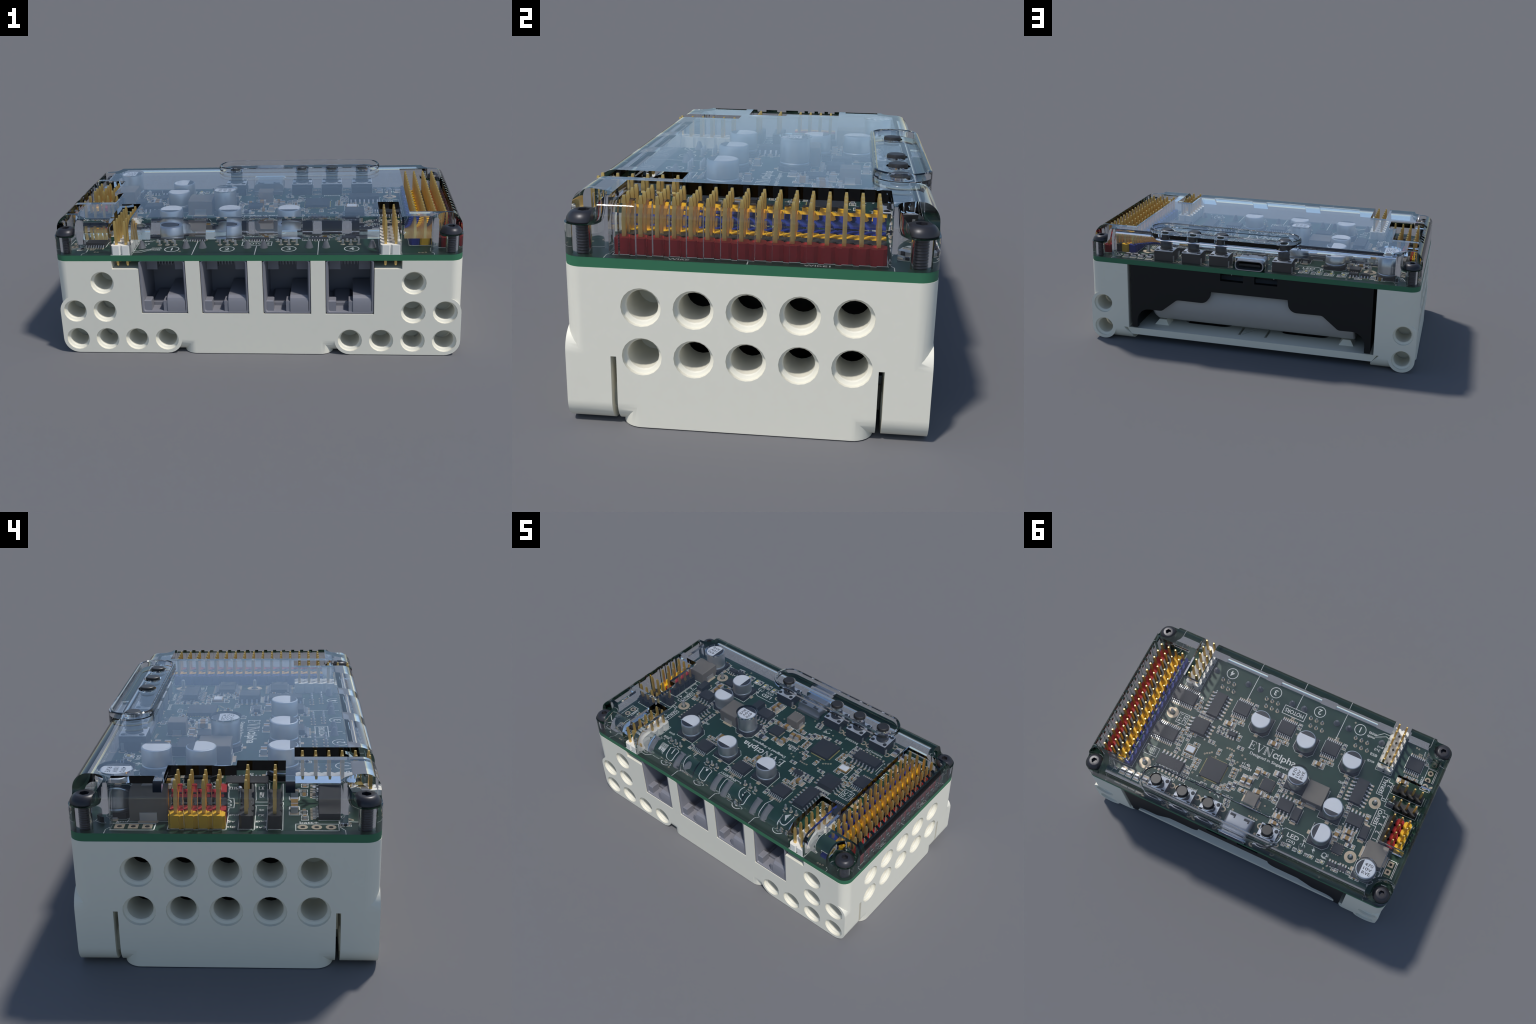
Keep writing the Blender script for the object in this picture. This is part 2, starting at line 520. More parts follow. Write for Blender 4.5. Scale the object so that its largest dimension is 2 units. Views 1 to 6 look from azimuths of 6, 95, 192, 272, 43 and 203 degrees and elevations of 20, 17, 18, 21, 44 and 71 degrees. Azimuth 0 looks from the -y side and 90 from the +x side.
for i, y in enumerate((11.9, 12.6, 13.3, 14.0)):
    text(silk, ('gp2', 'gp3', 'gp4', 'gp5')[i], 36.5 - i * 0.55, 12.7, 90, 2.2, 0.45)
spath([(38.3, 11.2), (33.8, 11.2), (33.7, 14.3), (38.5, 14.3)], True)
# corner arcs beside the screws
for sx in (-1, 1):
    for sy in (-1, 1):
        pts = [(sx * x, sy * y) for x, y in ((44.8, 27.8), (44.8, 26.2), (44.0, 24.6), (44.2, 22.6), (45.4, 20.9), (47.6, 20.6), (49.4, 21.4), (51.8, 21.4))]
        spath(pts, w=0.14)
# icons
pts = arc(-21.0, 20.9, 0.95, -50, 230, 14); spath(pts, w=0.3); spath([(-21.0, 19.6), (-21.0, 20.7)], w=0.3)
silk.prism([(-24.4, 19.2), (-25.3, 20.5), (-24.75, 20.5), (-25.2, 21.5), (-24.1, 20.2), (-24.65, 20.2)], Z0, Z1, SILK)
sring(-28.4, 20.3, 0.7, 0.25); spath([(-27.6, 20.9), (-28.3, 21.3), (-29.4, 21.2)], w=0.22); spath([(-29.0, 20.0), (-29.6, 19.7)], w=0.2); spath([(-29.1, 20.5), (-29.7, 20.3)], w=0.2)
spath(arc(10.2, 18.0, 1.05, 60, 330, 14), w=0.32); silk.prism([(10.6, 16.9), (9.0, 16.6), (9.5, 18.0)], Z0, Z1, SILK)

# serif word mark: strokes with slab feet, read from the +y side
def mark():
    x = 8.5
    base_y, H = -1.55, 2.75
    def st(pts, w):
        spath([(x0 - px, base_y - py) for px, py in pts], w=w)
    x0 = x
    st([(0.45, 0), (0.45, H)], 0.36); st([(0, 0.05), (2.0, 0.05), (2.15, 0.7)], 0.13); st([(0, H - 0.05), (1.9, H - 0.05), (2.0, H - 0.6)], 0.13); st([(0.5, H * 0.52), (1.45, H * 0.52)], 0.13); st([(1.45, H * 0.37), (1.45, H * 0.67)], 0.12)
    x0 = x - 2.45
    st([(0.35, H), (1.35, 0.1)], 0.36); st([(1.35, 0.05), (2.3, H)], 0.15); st([(-0.1, H - 0.05), (0.9, H - 0.05)], 0.13); st([(1.85, H - 0.05), (2.75, H - 0.05)], 0.13)
    x0 = x - 5.4
    for p, q in (((0.15, 0), (0.15, H)), ((0.5, 0), (0.5, H)), ((2.35, 0), (2.35, H)), ((0.15, H), (1.95, 0)), ((0.55, H), (2.35, 0.1))):
        st([p, q], 0.15)
    st([(-0.2, H - 0.05), (0.6, H - 0.05)], 0.13); st([(1.95, H - 0.05), (2.75, H - 0.05)], 0.13); st([(-0.15, 0.05), (0.8, 0.05)], 0.13); st([(1.9, 0.05), (2.4, 0.05)], 0.13)
mark()
text(silk, '\u03b1lpha', -4.0, -2.5, 180, 8.1, 2.9)

# bare pads, rings, vias
pads = Build()
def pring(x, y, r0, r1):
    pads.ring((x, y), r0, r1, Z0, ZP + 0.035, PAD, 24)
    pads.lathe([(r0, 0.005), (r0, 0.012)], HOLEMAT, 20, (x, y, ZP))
for x, y in ((36.0, -1.93), (36.0, 17.37), (-35.95, -1.93), (-35.95, 17.37)):
    pads.ring((x, y), 0.9, 1.95, Z0, ZP + 0.035, PAD, 40)
    pads.lathe([(0.9, 0.005), (0.9, 0.012)], BOARD, 28, (x, y, ZP))
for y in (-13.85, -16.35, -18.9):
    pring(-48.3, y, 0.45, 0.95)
for y in (14.05, 16.6, 19.1):
    pads.prism([(-49.2, y - 0.9), (-47.4, y - 0.9), (-47.4, y + 0.9), (-49.2, y + 0.9)], Z0, ZP + 0.03, PAD)
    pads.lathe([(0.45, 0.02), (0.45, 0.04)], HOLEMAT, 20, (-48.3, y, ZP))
VIAS = [(14.4, 1.5), (13.6, 1.4), (12.8, 1.4), (12.0, 1.5), (20.1, 6.4), (19.5, 5.9), (18.8, 5.5), (18.2, 5.0), (-1.9, 19.0), (-2.7, 19.1), (-3.6, 19.1), (-4.5, 19.1),
        (-19.8, -12.4), (-3.8, -12.4), (12.2, -12.4), (9.3, 4.5), (12.7, 17.3), (3.7, 19.3), (-29.7, 8.6), (-31.6, 21.0), (-30.5, 24.3), (-29.8, 25.6), (-41.4, 23.6), (-28.8, 9.8),
        (-29.4, 9.7), (-28.9, 10.4), (-29.6, 10.3), (34.2, 15.3), (12.8, 10.2), (-41.0, -24.9), (-41.8, -24.8), (42.0, -25.8), (42.8, -25.6), (41.2, -25.8), (33.2, 25.6), (34.0, 25.7), (-19.5, -24.4)]
for cx in (15.9, -0.05, -16.0, -42.6):
    VIAS += [(cx, -16.9), (cx - 0.7, -16.9), (cx, -16.2), (cx - 0.7, -16.2), (cx + 2.2, -8.9), (cx + 1.6, -8.9), (cx - 1.4, -8.9), (cx - 2.0, -8.9)] if cx > -30 else [(cx, -23.2), (cx - 0.7, -23.2), (cx, -22.5), (cx - 0.7, -22.5)]
random.seed(11)
for k in range(60):
    VIAS.append((random.uniform(5, 30), random.uniform(1.5, 17)) if k < 34 else (random.uniform(-34, -2), random.uniform(0, 17)))
for x, y in VIAS:
    pads.ring((x, y), 0.14, 0.3, Z0, ZP + 0.02, PAD, 12)
obj('solder_pad', pads.mesh('solder_pad'), PCB)['kind'] = 'stuff'

# ------------------------------------------------------------------ surface mounted parts
def frame(b, x0, x1, y0, y1, w=0.16):
    """local silkscreen outline in bracket form"""
    b.path([(x0, y0), (x1, y0), (x1, y1), (x0, y1)], w, -0.01, 0.03, SILK, True)

def brackets(b, hx, hy, w=0.17, gap=0.2):
    for s in (-1, 1):
        b.path([(s * gap * hx, -hy), (s * hx, -hy), (s * hx, hy), (s * gap * hx, hy)], w, -0.01, 0.03, SILK)

def chip_part(name, l, w, h, body, pad=0.35):
    b = Build()
    e = l * 0.24
    b.box((0, 0, h / 2 + 0.04), (l - 2 * e, w * 0.96, h * 0.97), body)
    for s in (-1, 1):
        b.box((s * (l / 2 - e / 2), 0, h / 2 + 0.04), (e, w, h), LEAD, ch=0.04)
        b.box((s * (l / 2 + pad * 0.1), 0, 0.015), (e * 1.1 + pad, w * 1.15, 0.05), PAD)
    brackets(b, l / 2 + pad + 0.22, w / 2 + 0.28)
    return b.mesh(name)

def place(name, me, spots, z=ZP):
    for s in spots:
        obj(name, me, PCB, (s[0], s[1], z), radians(s[2]) if len(s) > 2 else 0.0)

V = 90
R402 = chip_part('resistor', 1.05, 0.6, 0.38, FILM, 0.3)
C402 = chip_part('ceramic_capacitor', 1.05, 0.62, 0.55, CERAMIC, 0.3)
C603 = chip_part('ceramic_capacitor', 1.7, 0.9, 0.85, CERAMIC, 0.5)
R603 = chip_part('resistor', 1.7, 0.9, 0.5, FILM, 0.5)
C1206 = chip_part('ceramic_capacitor', 2.3, 1.35, 1.2, CERAMIC, 0.6)
place('resistor', R402, [(19.2, -3.7), (17.5, -3.7), (18.9, -2.2), (17.3, -2.2), (19.9, 1.85), (10.5, -0.2), (30.2, -10.4), (27.2, -5.25, V), (26.25, -5.25, V), (25.25, -5.25, V), (24.3, -5.25, V), (23.3, -5.25, V),
      (27.2, 3.9, V), (30.2, 6.5, V), (28.9, 6.5, V), (28.8, 9.2, V), (10.8, 5.4, V), (23.3, 13.6, V), (23.2, 15.4, V), (22.2, 13.7, V), (22.1, 15.4, V), (22.7, 17.4), (15.9, 15.9), (12.2, 15.1)])
place('resistor', R402, [(6.6, 17.6), (6.3, 18.8), (43.5, 23.6, V), (-5.8, 4.6, V), (-6.9, 5.3, V), (-8.3, 6.8), (-7.1, 8.1, V), (-24.9, -5.0, V), (-25.0, -3.3, V), (-25.0, -1.65, V), (-25.0, 0.1, V), (-29.2, 3.8, V), (-29.2, 5.4, V), (-29.1, 2.3, V),
      (-32.7, 24.0, V), (-33.7, 23.9, V), (-37.2, 22.8, V), (-23.3, 23.3, V), (-27.3, 23.4, V), (-15.4, 23.1, V), (-19.3, 23.2, V)])
place('ceramic_capacitor', C402, [(12.4, -3.1, V), (30.0, -7.2, V), (29.2, -8.6, V), (28.6, -6.8, V), (29.9, 2.8, V), (28.7, 2.2, V), (26.4, 2.1), (29.5, 4.9), (23.8, 4.8), (25.6, 9.5), (23.5, 9.4), (21.1, 9.4), (21.2, 10.7), (21.2, 12.1),
      (16.2, 3.9, V), (12.0, 4.0, V), (8.8, 7.2), (8.7, 8.4), (8.7, 9.6), (10.4, 14.4, V), (9.4, 13.7, V)])
place('ceramic_capacitor', C603, [(-0.3, 4.2), (3.5, 12.5), (-4.7, 10.9), (-14.6, 8.4), (-35.85, 4.0, V), (-39.7, 23.9)])
place('resistor', R603, [(8.2, 13.0, V), (6.8, 11.9, V), (-7.1, 10.4, V), (-34.4, 14.2)])
place('ceramic_capacitor', C1206, [(1.9, 5.0, V), (4.85, 9.1, V), (2.9, 8.9, V), (-1.3, 10.9), (-10.45, 15.5), (-10.3, 17.7), (-29.2, 12.9, V), (-32.4, 10.5), (-32.6, 12.5)])
place('resistor', chip_part('resistor', 2.6, 1.4, 0.6, FILM, 0.6), [(-5.0, 2.6), (40.9, 23.3, V), (38.5, 23.3, V), (35.9, 23.3, V), (33.2, 23.3, V)])
for cx, cy in ((15.9, -12.65), (-0.05, -12.65), (-16.0, -12.5), (-42.6, -19.0)):
    place('ceramic_capacitor', C1206, [(cx + 1.45, cy + 6.6)])
    place('ceramic_capacitor', C402, [(cx + 0.65, cy + 4.8), (cx - 1.85, cy + 4.7)])
    place('resistor', R402, [(cx - 3.7, cy - 2.5, V)])

def gull(b, x, s, hy, reach, w, h, mat=LEAD):
    """gull wing lead at x, on side s, leaving the body at half width hy"""
    prof = [(hy - 0.1, h), (hy + 0.28 * reach, h), (hy + 0.5 * reach, 0.1), (hy + reach, 0.1)]
    t = 0.12
    top = [(y, z + t) for y, z in prof]
    vs, fs = [], []
    for sx in (-w / 2, w / 2):
        for y, z in prof + list(reversed(top)):
            vs.append((x + sx, s * y, z))
    n = 8
    for i in range(n):
        j = (i + 1) % n
        fs.append((i, j, n + j, n + i))
    for i in range(3):
        fs.append((i, i + 1, n - 2 - i, n - 1 - i)); fs.append((n + i, n + i + 1, 2 * n - 2 - i, 2 * n - 1 - i))
    b.add(vs, fs, mat)
    b.box((x, s * (hy + reach * 0.95), 0.015), (w * 1.5, reach * 0.9, 0.05), PAD)

def gull_chip(name, l, w, h, n, pitch, reach, lw, lines=True):
    b = Build()
    b.box((0, 0, h * 0.3 + 0.1), (l, w, h * 0.5), EPOXY)
    b.box((0, 0, h * 0.75 + 0.1 - 0.01), (l, w, h * 0.5), EPOXY, taper=0.12)
    b.lathe([(0.22, 0), (0.22, 0.012)], FILM, 14, (-l / 2 + 0.8, -w / 2 + 0.8, h + 0.1))
    for i in range(n):
        x = (i - (n - 1) / 2) * pitch
        for s in (-1, 1):
            gull(b, x, s, w / 2, reach, lw, h * 0.45)
    if lines:
        for s in (-1, 1):
            b.line((s * (l / 2 + 0.2), -w / 2), (s * (l / 2 + 0.2), w / 2), 0.13, -0.01, 0.03, SILK)
    b.lathe([(0.24, -0.01), (0.24, 0.03)], SILK, 14, (-l / 2 - 0.45, -w / 2 - 0.5, 0))
    return b.mesh(name)

T24 = gull_chip('multiplexer_chip', 7.8, 4.4, 1.05, 12, 0.65, 1.05, 0.26)
T16 = gull_chip('motor_driver_chip', 5.1, 4.4, 1.05, 8, 0.65, 1.05, 0.26)
SO14 = gull_chip('logic_chip', 8.6, 3.9, 1.5, 7, 1.27, 1.2, 0.42)
SO8W = gull_chip('flash_chip', 5.3, 5.3, 1.8, 4, 1.27, 1.3, 0.42)
SO8 = gull_chip('regulator_chip', 4.9, 3.9, 1.5, 4, 1.27, 1.15, 0.42)
SOT = gull_chip('small_chip', 2.9, 1.6, 1.0, 3, 0.95, 0.7, 0.38, False)
place('multiplexer_chip', T24, [(34.7, -8.55, 180), (34.85, 5.3, 180)])
place('motor_driver_chip', T16, [(15.9, -12.65, 0), (-0.05, -12.65, 0), (-16.0, -12.5, 0), (-42.6, -19.0, 0)])
place('logic_chip', SO14, [(23.9, -10.3, 90), (28.45, 14.25, 180), (-30.0, -3.0, -90)])
place('flash_chip', SO8W, [(25.5, -1.1, -90)])
place('regulator_chip', SO8, [(-10.7, 11.2, 180), (-32.5, 6.15, 180)])
place('small_chip', SOT, [(15.0, -3.3, 0), (-31.6, 22.3, 0), (-35.0, 22.1, 0)])

def quad(name, l, h, n, pitch, mat):
    b = Build()
    b.box((0, 0, h / 2 + 0.05), (l, l, h), EPOXY, ch=0.04)
    for i in range(n):
        t = (i - (n - 1) / 2) * pitch
        for s in (-1, 1):
            b.box((t, s * (l / 2 + 0.08), 0.06), (pitch * 0.55, 0.5, 0.16), mat)
            b.box((s * (l / 2 + 0.08), t, 0.06), (0.5, pitch * 0.55, 0.16), mat)
    b.lathe([(0.2, -0.01), (0.2, 0.03)], SILK, 14, (-l / 2 - 0.45, -l / 2 - 0.45, 0))
    return b.mesh(name)
place('processor_chip', quad('processor_chip', 7.0, 0.85, 14, 0.4, MCUPAD), [(14.95, 10.2, 180)])
place('charger_chip', quad('charger_chip', 4.0, 0.8, 6, 0.5, PAD), [(-2.8, 7.5, 180)])
place('power_switch_chip', quad('power_switch_chip', 3.3, 0.8, 4, 0.65, PAD), [(-31.3, 16.8, 0)])

b = Build()
b.box((0, 0, 0.25), (3.2, 2.5, 0.5), CERAMIC); b.box((0, 0, 0.6), (2.8, 2.1, 0.3), CANTOP, ch=0.1)
frame(b, -2.0, 2.0, -1.65, 1.65)
place('crystal_oscillator', b.mesh('crystal_oscillator'), [(24.8, 7.1)])

b = Build()
b.box((0, 0, 1.1), (2.6, 4.3, 2.0), EPOXY, taper=0.12)
for s in (-1, 1):
    b.box((0, s * 2.2, 0.45), (1.5, 0.5, 0.75), LEAD); b.box((0, s * 2.5, 0.015), (1.9, 1.3, 0.05), PAD)
    b.line((s * 1.55, -2.4), (s * 1.55, 2.4), 0.13, -0.01, 0.03, SILK)
b.line((-1.55, 2.4), (1.55, 2.4), 0.13, -0.01, 0.03, SILK)
place('diode', b.mesh('diode'), [(-15.1, 12.5), (-36.75, 8.7)])
def inductor(name, l, w, h, pad):
    b = Build()
    b.box((0, 0, h / 2 + 0.1), (w, l, h), FERRITE, ch=0.15)
    for s in (-1, 1):
        b.box((0, s * (l / 2 + 0.05), h * 0.22), (pad, 0.24, h * 0.4), LEAD)
        b.box((0, s * (l / 2 + 0.25), 0.02), (pad * 1.15, 1.3, 0.05), PAD)
    frame(b, -w / 2 - 0.25, w / 2 + 0.25, -l / 2 - 0.2, l / 2 + 0.2)
    return b.mesh(name)
BIG = inductor('inductor', 6.9, 6.9, 4.0, 3.2)
place('inductor', BIG, [(-18.0, 4.25, 0), (-42.4, 14.2, 90)])
place('inductor', inductor('inductor', 4.2, 4.2, 3.0, 2.0), [(-0.4, 14.4, 90)])

def can(name, h, lettered):
    b = Build()
    r, q = 3.15, 3.3
    foot = [(-q, -q), (q - 1.3, -q), (q, -q + 1.3), (q, q - 1.3), (q - 1.3, q), (-q, q)]
    b.prism(foot, 0.05, 1.1, EPOXY)
    b.path([(x * 1.07, y * 1.07) for x, y in foot], 0.13, -0.01, 0.03, SILK, True)
    b.lathe([(r - 0.1, 0.9), (r - 0.05, 1.15), (r, 1.3), (r, 1.55), (r - 0.12, 1.75), (r, 1.95), (r, h - 0.3), (r - 0.08, h - 0.1), (r - 0.28, h)], ALUM, 56, cap0=False)
    rt = r - 0.32
    def seg(a0, a1, z, mat, k=24):
        b.prism(arc(0, 0, rt, a0, a1, k), h - 0.02, h + z, mat)
    c = 118
    seg(-180 + 62, 180 - 62, 0.02, CANTOP, 40)
    seg(c, 360 - c, 0.02, CANMARK, 24)
    for s in (-1, 1):
        b.box((s * 3.2, 0, 0.18), (0.9, 0.9, 0.3), LEAD); b.box((s * 3.7, 0, 0.015), (1.4, 1.3, 0.05), PAD)
    if lettered:
        for k, t in enumerate(('470', '10V', 'RVE')):
            text(b, t, 0.55, 1.35 - k * 1.35, 0, 2.7, 0.95, z=h + 0.035, mat=CANMARK)
    return b.mesh(name)
SHORT = can('capacitor_can', 5.4, False)
TALL = can('capacitor_can', 7.7, True)
place('electrolytic_capacitor', SHORT, [(8.0, -10.2, 90), (-8.0, -10.2, 90), (-24.0, -10.2, 90), (-24.85, 6.5, -90), (-24.9, 15.6, 180)])
place('electrolytic_capacitor', TALL, [(-10.85, 2.5, -90), (-41.7, 20.5, 180)])

b = Build()
b.box((0, 0, 0.15), (0.85, 1.5, 0.25), CANTOP); b.box((0, 0.1, 0.38), (0.7, 0.75, 0.4), LENS, ch=0.1)
for s in (-1, 1):
    b.box((0, s * 0.7, 0.02), (0.95, 0.5, 0.08), PAD)
b.path([(-0.75, -1.05), (0.75, -1.05), (0.75, 0.9), (0.4, 1.25), (-0.4, 1.25), (-0.75, 0.9)], 0.13, -0.01, 0.03, SILK, True)
place('indicator_light', b.mesh('indicator_light'), [(-17.1, 22.9), (-21.1, 23.0), (-24.85, 23.1), (-28.6, 23.1)])

# jack tails and locating pegs above the board
b = Build()
for i in range(3):
    for x, y in ((2.35 - i * 2.04, -19.45), (1.4 - i * 2.04, -17.0)):
        b.ring((x, y), 0.0001, 0.62, Z0 - ZP, 0.035, PAD, 20)
        b.lathe([(0.3, 0), (0.3, 1.5), (0.22, 1.75), (0.08, 1.85)], LEAD, 14, (x, y, 0))
PM = b.mesh('jack_contact_tail')
p = Build()
for s in (-1, 1):
    p.lathe([(1.05, 0), (0.95, 0.25), (0.55, 1.45), (0.4, 1.8), (0.15, 1.95)], CONE, 24, (s * 5.85 - 0.15, -21.55, 0))
PG = p.mesh('jack_locating_peg')
for cx in (-24, -8, 8, 24):
    obj('jack_contact_tail', PM, PCB, (cx, 0, ZP))
    obj('jack_locating_peg', PG, PCB, (cx, 0, ZP))
b = Build()
b.lathe([(0.5, -0.2), (0.5, 1.9), (0.42, 2.3), (0.2, 2.5)], LEAD, 18)
place('holder_pin', b.mesh('holder_pin'), [(36.0, -1.93), (36.0, 17.37), (-35.95, -1.93), (-35.95, 17.37)])

# ------------------------------------------------------------------ pin headers
def pin_mesh(low):
    b = Build()
    q, t = 0.32, 0.2
    rings = [(t, low), (q, low + 0.6), (q, 36.35 - 0.9), (t, 36.35)]
    vs, fs = [], []
    for r, z in rings:
        vs += [(-r, -r, z), (r, -r, z), (r, r, z), (-r, r, z)]
    fs.append((3, 2, 1, 0))
    for k in range(3):
        for i in range(4):
            j = (i + 1) % 4
            fs.append((k * 4 + i, k * 4 + j, k * 4 + 4 + j, k * 4 + 4 + i))
    fs.append((12, 13, 14, 15))
    b.add(vs, fs, GOLD)
    return b.mesh('pin')
PIN_A, PIN_B = pin_mesh(27.0), pin_mesh(24.4)
P = 2.54

def strip(b, pts, wx, wy, along, mat, h=2.5):
    """row of octagonal header cells; cells touch along the row"""
    for x, y in pts:
        c = 0.55
        hx, hy = wx / 2, wy / 2
        if along == 'y':
            poly = [(-hx, -hy + c), (-hx + c * 0.8, -hy), (hx - c * 0.8, -hy), (hx, -hy + c), (hx, hy - c), (hx - c * 0.8, hy), (-hx + c * 0.8, hy), (-hx, hy - c)]
        else:
            poly = [(-hx, -hy + c * 0.8), (-hx + c, -hy), (hx - c, -hy), (hx, -hy + c * 0.8), (hx, hy - c * 0.8), (hx - c, hy), (-hx + c, hy), (-hx, hy - c * 0.8)]
        b.prism([(x + a, y + d) for a, d in poly], ZP + 0.01, ZP + h, mat)

def header(name, cols, low_pins=False):
    """cols: list of (material, [(x, y)...], along, (wx, wy))"""
    xs = [p for c in cols for p in c[1]]
    h = bpy.data.objects.new(name, None)
    COL.objects.link(h)
    h.parent = ROOT
    for mat, pts, along, (wx, wy) in cols:
        b = Build()
        strip(b, pts, wx, wy, along, mat)
        obj('header_base', b.mesh('header_base'), h)
    for x, y in xs:
        obj('pin', PIN_B if low_pins else PIN_A, h, (x, y, 0))
    x0, x1 = min(p[0] for p in xs) - 1.45, max(p[0] for p in xs) + 1.45
    y0, y1 = min(p[1] for p in xs) - 1.45, max(p[1] for p in xs) + 1.45
    sbox(x0, x1, max(y0, -27.85), y1, 0.14)

rows = lambda x, y0, n: [(x, y0 + i * P) for i in range(n)]
header('sensor_header', [(m, rows(48.14 - i * P, -19.05, 16), 'y', (2.5, 2.54)) for i, m in enumerate((RED, BLACK, YELLOW, BLUE))])
header('servo_header', [(m, rows(-48.2 + i * P, 1.25, 4), 'y', (2.5, 2.54)) for i, m in enumerate((YELLOW, RED, BLACK))])
for y in (-8.85, -3.77):
    header('serial_header', [(BLACK, [(-48.2 + i * P, y) for i in range(4)], 'x', (2.54, 2.5))])
for xc in (-34.28, 34.15):
    header('motor_header', [(CREAM, rows(xc + s * P / 2, -26.62, 6), 'y', (2.54, 2.54)) for s in (-1, 1)], True)

obj('silkscreen', silk.mesh('silkscreen', smooth=0), PCB)

# ------------------------------------------------------------------ push buttons and port
def tact():
    b = Build()
    b.box((0, 0, 1.65), (6.0, 6.0, 3.2), BLACK, ch=0.1)
    b.box((0, 0, 3.35), (6.0, 5.9, 0.2), PLATE, ch=0.06)
    for sx in (-1, 1):
        for sy in (-1, 1):
            b.lathe([(0.62, 3.4), (0.62, 3.52), (0.45, 3.58)], BLACK, 18, (sx * 2.25, sy * 2.0, 0))
            b.box((sx * 3.1, sy * 2.25, 0.9), (0.22, 0.7, 1.9), LEAD)
            b.ring((sx * 3.5, sy * 2.25), 0.55, 0.95, -0.01, 0.03, PAD, 20)
    b.lathe([(2.0, 3.4), (1.95, 3.75), (1.75, 3.85), (1.75, 9.2), (1.68, 9.45), (1.5, 9.55)], BUTTON, 40)
    return b.mesh('push_button', smooth=20)
TACT = tact()
for x in (27.95, 18.95, 10.05, -9.95):
    obj('push_button', TACT, ROOT, (x, 22.75, ZP))

def usb():
    base = extrude(rr(4.47, 1.6, 1.35, 8, 0, ZP + 1.75), 'y', 20.8, 27.98, STEEL)
    st = [('DIFFERENCE', extrude(rr(4.2, 1.33, 1.15, 8, 0, ZP + 1.75), 'y', 23.8, 40, STEEL))]
    for s in (-1, 1):
        st.append(('DIFFERENCE', solid_box(s * 2.4 - 0.9, s * 2.4 + 0.9, 21.0, 21.7, ZP + 3.1, ZP + 5, STEEL)))
    me = boolean(base, st)
    b = Build()
    b.add([tuple(Vector(v.co) / S) for v in me.vertices], [list(p.vertices) for p in me.polygons], STEEL)
    b.box((0, 25.6, ZP + 1.75), (6.7, 3.4, 0.65), BLACK)
    b.box((0, 23.9, ZP + 1.75), (8.2, 0.3, 2.5), BLACK)
    b.box((0, 20.6, ZP + 0.6), (8.6, 1.2, 1.0), STEEL)
    for x in (-2.3, 2.4):
        b.box((x, 21.5, ZP + 3.35), (1.9, 0.7, 0.05), BLACK)
        b.box((x - 0.7, 21.9, ZP + 3.35), (0.5, 0.9, 0.052), BLACK)
    return b.mesh('usb_port')
obj('usb_port', usb(), ROOT, (-0.1, 0, 0))

# ------------------------------------------------------------------ clear cover
TOP = 36.58
RI = 3.7
def stadium(r, n=14):
    x0, x1, y = -10.15, 28.15, 23.03
    return [(x1 + r * cos(a), y + r * sin(a)) for a in (radians(-90 + 180 * k / n) for k in range(n + 1))] + \
           [(x0 + r * cos(a), y + r * sin(a)) for a in (radians(90 + 180 * k / n) for k in range(n + 1))]

def corner_poly(sx, sy, x, y, r, out=60):
    pts = arc(x + r, y + r, r, 180, 270, 8)       # inner rounded corner of the recess (first quadrant)
    pts = [(x, out)] + pts + [(49.9, y + 0.1), (50.7, y + 0.4), (51.4, y + 0.9), (51.8, y + 1.5), (52.4, y + 2.0), (out, y + 2.0), (out, out)]
    q = [(sx * a, sy * b) for a, b in pts]
    return q if sx * sy > 0 else list(reversed(q))

def comb(x_in, x_rib, x_out, y0, y1, ys, w=0.9):
    pts = [(x_in, y0), (x_rib, y0)]
    for y in ys:
        pts += [(x_rib, y - w), (x_out, y - w), (x_out, y + w), (x_rib, y + w)]
    return pts + [(x_rib, y1), (x_in, y1)]

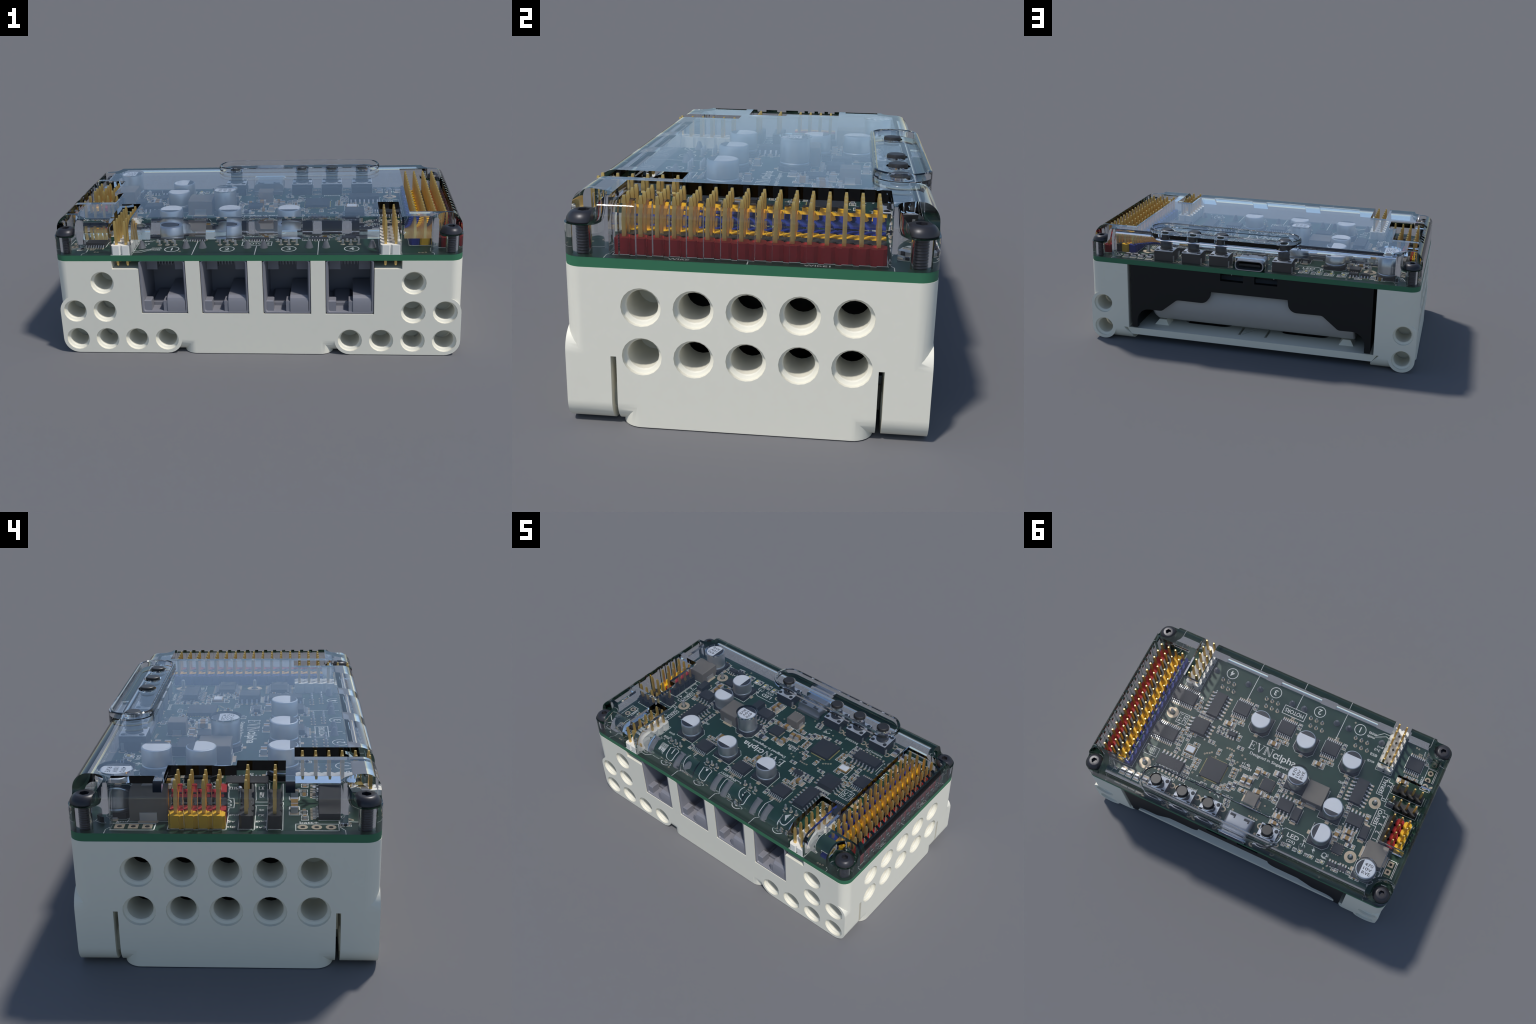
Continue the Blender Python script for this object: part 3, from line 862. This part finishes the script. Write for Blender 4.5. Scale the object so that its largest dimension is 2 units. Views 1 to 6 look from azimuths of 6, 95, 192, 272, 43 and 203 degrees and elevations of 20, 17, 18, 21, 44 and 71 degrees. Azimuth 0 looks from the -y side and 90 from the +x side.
def cover():
    R, T = 3.0, TOP
    zb = ZP - 0.02
    rings = [(rr(51.97, 27.97, 2.97), zb), (rr(51.97, 27.97, 2.97), T - R)]
    for k in range(1, 11):
        a = pi / 2 * k / 10
        i = R * (1 - cos(a))
        rings.append((rr(51.97 - i, 27.97 - i, max(2.97 - i, 0.05)), T - R + R * sin(a)))
    base = loft(rings, CLEAR)
    st = []
    # raised guard round the buttons
    g = [(stadium(4.95), 33.0), (stadium(4.95), 37.5), (stadium(4.83), 37.83), (stadium(4.55), 38.0)]
    st.append(('UNION', loft(g, CLEAR)))
    h = [(stadium(4.0), TOP), (stadium(4.0), 37.55), (stadium(4.1), 37.85), (stadium(4.35), 38.01), (stadium(4.35), 39)]
    st.append(('DIFFERENCE', loft(h, CLEAR)))
    # hollow with solid corner posts
    rp = 4.9
    t0 = math.degrees(math.acos(1.0 / rp))
    q = arc(49, 25, rp, 360 - t0, 180 - math.degrees(math.asin(1.0 / rp)), 12)
    q = [(50.0, q[0][1])] + q[1:-1] + [(q[-1][0], 26.0)]
    cav = q + [(-x, y) for x, y in reversed(q)] + [(-x, -y) for x, y in q] + [(x, -y) for x, y in reversed(q)]
    st.append(('DIFFERENCE', extrude(cav, 'z', 20, TOP - 2.0, CLEAR)))
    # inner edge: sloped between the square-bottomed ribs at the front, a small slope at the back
    c = TOP - 2.0
    ri = RI
    for x0, x1 in ((-26.7, -12.2), (-7.2, 7.1), (12.1, 26.5)):
        sec = [(-26.3, c - ri)] + arc(-25.98 + ri, c - ri - 0.02, ri, 180, 90, 10) + [(-25.98 + ri, c + 0.3), (-26.3, c + 0.3)]
        st.append(('UNION', extrude(sec, 'x', x0, x1, CLEAR)))
    for x0, x1 in ((-44.5, -37.6), (-31.9, -26.6), (-12.3, -7.1), (7.0, 12.2), (26.4, 31.6), (37.4, 44.5)):
        st.append(('UNION', extrude([(-26.3, 31.4), (-25.98, 31.4), (-22.8, c - 0.02), (-22.8, c + 0.3), (-26.3, c + 0.3)], 'x', x0, x1, CLEAR)))
    ri = 2.0
    sec = [(26.3, c - ri), (26.3, c + 0.3), (25.98 - ri, c + 0.3)] + arc(25.98 - ri, c - ri - 0.02, ri, 90, 0, 10)
    st.append(('UNION', extrude(sec, 'x', -44.5, 44.5, CLEAR)))
    for sx in (-1, 1):
        for sy in (-1, 1):
            levels = ((0.95, 32.4), (0.5, 32.65), (0.2, 33.1), (0.05, 33.7), (0.0, 34.3), (0.0, 60.0))
            st.append(('DIFFERENCE', loft([(corner_poly(sx, sy, 45.7 + i, 21.45 + i, 3.3 - i), z) for i, z in levels], CLEAR)))
            s = Build(); s.lathe([(1.38, 20), (1.38, 40)], CLEAR, 24, (sx * 49, sy * 25, 0))
            st.append(('DIFFERENCE', s))
    # openings for the headers
    st.append(('DIFFERENCE', solid_box(31.35, 36.75, -40, -12.4, 20, 50, CLEAR)))
    st.append(('DIFFERENCE', solid_box(-37.0, -31.75, -40, -12.4, 20, 50, CLEAR)))
    st.append(('DIFFERENCE', extrude(comb(38.95, 50.0, 51.0, -20.9, 20.9, [-18.47 + i * P for i in range(16)], 0.83), 'z', 20, 50, CLEAR)))
    left = [(-39.0, -10.8), (-39.0, -1.75), (-41.6, -1.75), (-41.6, 10.9), (-50.0, 10.9)]
    for y, w in ((8.87, 0.83), (6.33, 0.83), (3.79, 0.83), (1.25, 0.83), (-3.77, 1.15), (-8.85, 1.15)):
        left += [(-50.0, y + w), (-51.0, y + w), (-51.0, y - w), (-50.0, y - w)]
    left += [(-50.0, -10.8)]
    st.append(('DIFFERENCE', extrude(left, 'z', 20, 50, CLEAR)))
    for s in (-1, 1):
        y0, y1 = sorted((s * 12.5, s * 20.45))
        st.append(('DIFFERENCE', solid_box(-50.0, -46.9, y0, y1, 20, 50, CLEAR)))
    # button holes, port opening, relief over the tall capacitors
    for x in (27.95, 18.95, 10.05, -9.95):
        s = Build(); s.lathe([(2.15, 30), (2.15, 50)], CLEAR, 32, (x, 22.75, 0))
        st.append(('DIFFERENCE', s))
    st.append(('DIFFERENCE', extrude(rr(5.0, 2.2, 1.0, 4, -0.1, 29.4), 'y', 24.5, 40, CLEAR)))
    for x, y in ((-10.85, 2.5), (-41.7, 20.5)):
        s = Build(); s.lathe([(3.5, 30), (3.5, 35.65)], CLEAR, 40, (x, y, 0))
        st.append(('DIFFERENCE', s))
    return finish(boolean(base, st), 25, 'clear_cover', CLEAR)

o = obj('clear_cover', cover(), ROOT)
weighted(o)

# ------------------------------------------------------------------ screws
def screw():
    b = Build()
    b.lathe([(2.3, 32.41), (2.62, 32.5), (2.7, 32.7), (2.6, 33.1), (2.35, 33.55), (1.95, 33.95), (1.6, 34.12), (1.5, 34.14)], SCREWMAT, 48)
    hexa = Build()
    hexa.prism([(0.95 * cos(pi / 3 * k), 0.95 * sin(pi / 3 * k)) for k in range(6)], 33.1, 36, SCREWMAT)
    me = boolean(b, [('DIFFERENCE', hexa)])
    s = Build()
    s.add([tuple(Vector(v.co) / S) for v in me.vertices], [list(p.vertices) for p in me.polygons], SCREWMAT)
    prof, z = [(1.3, 27.3)], 27.4
    while z < 32.2:
        prof += [(1.36, z), (1.22, z + 0.22)]
        z += 0.45
    prof.append((1.34, 32.45))
    s.lathe(prof, SCREWMAT, 28)
    return s.mesh('cap_screw')
SCR = screw()
for sx in (-1, 1):
    for sy in (-1, 1):
        obj('cap_screw', SCR, ROOT, (sx * 49, sy * 25, 0))
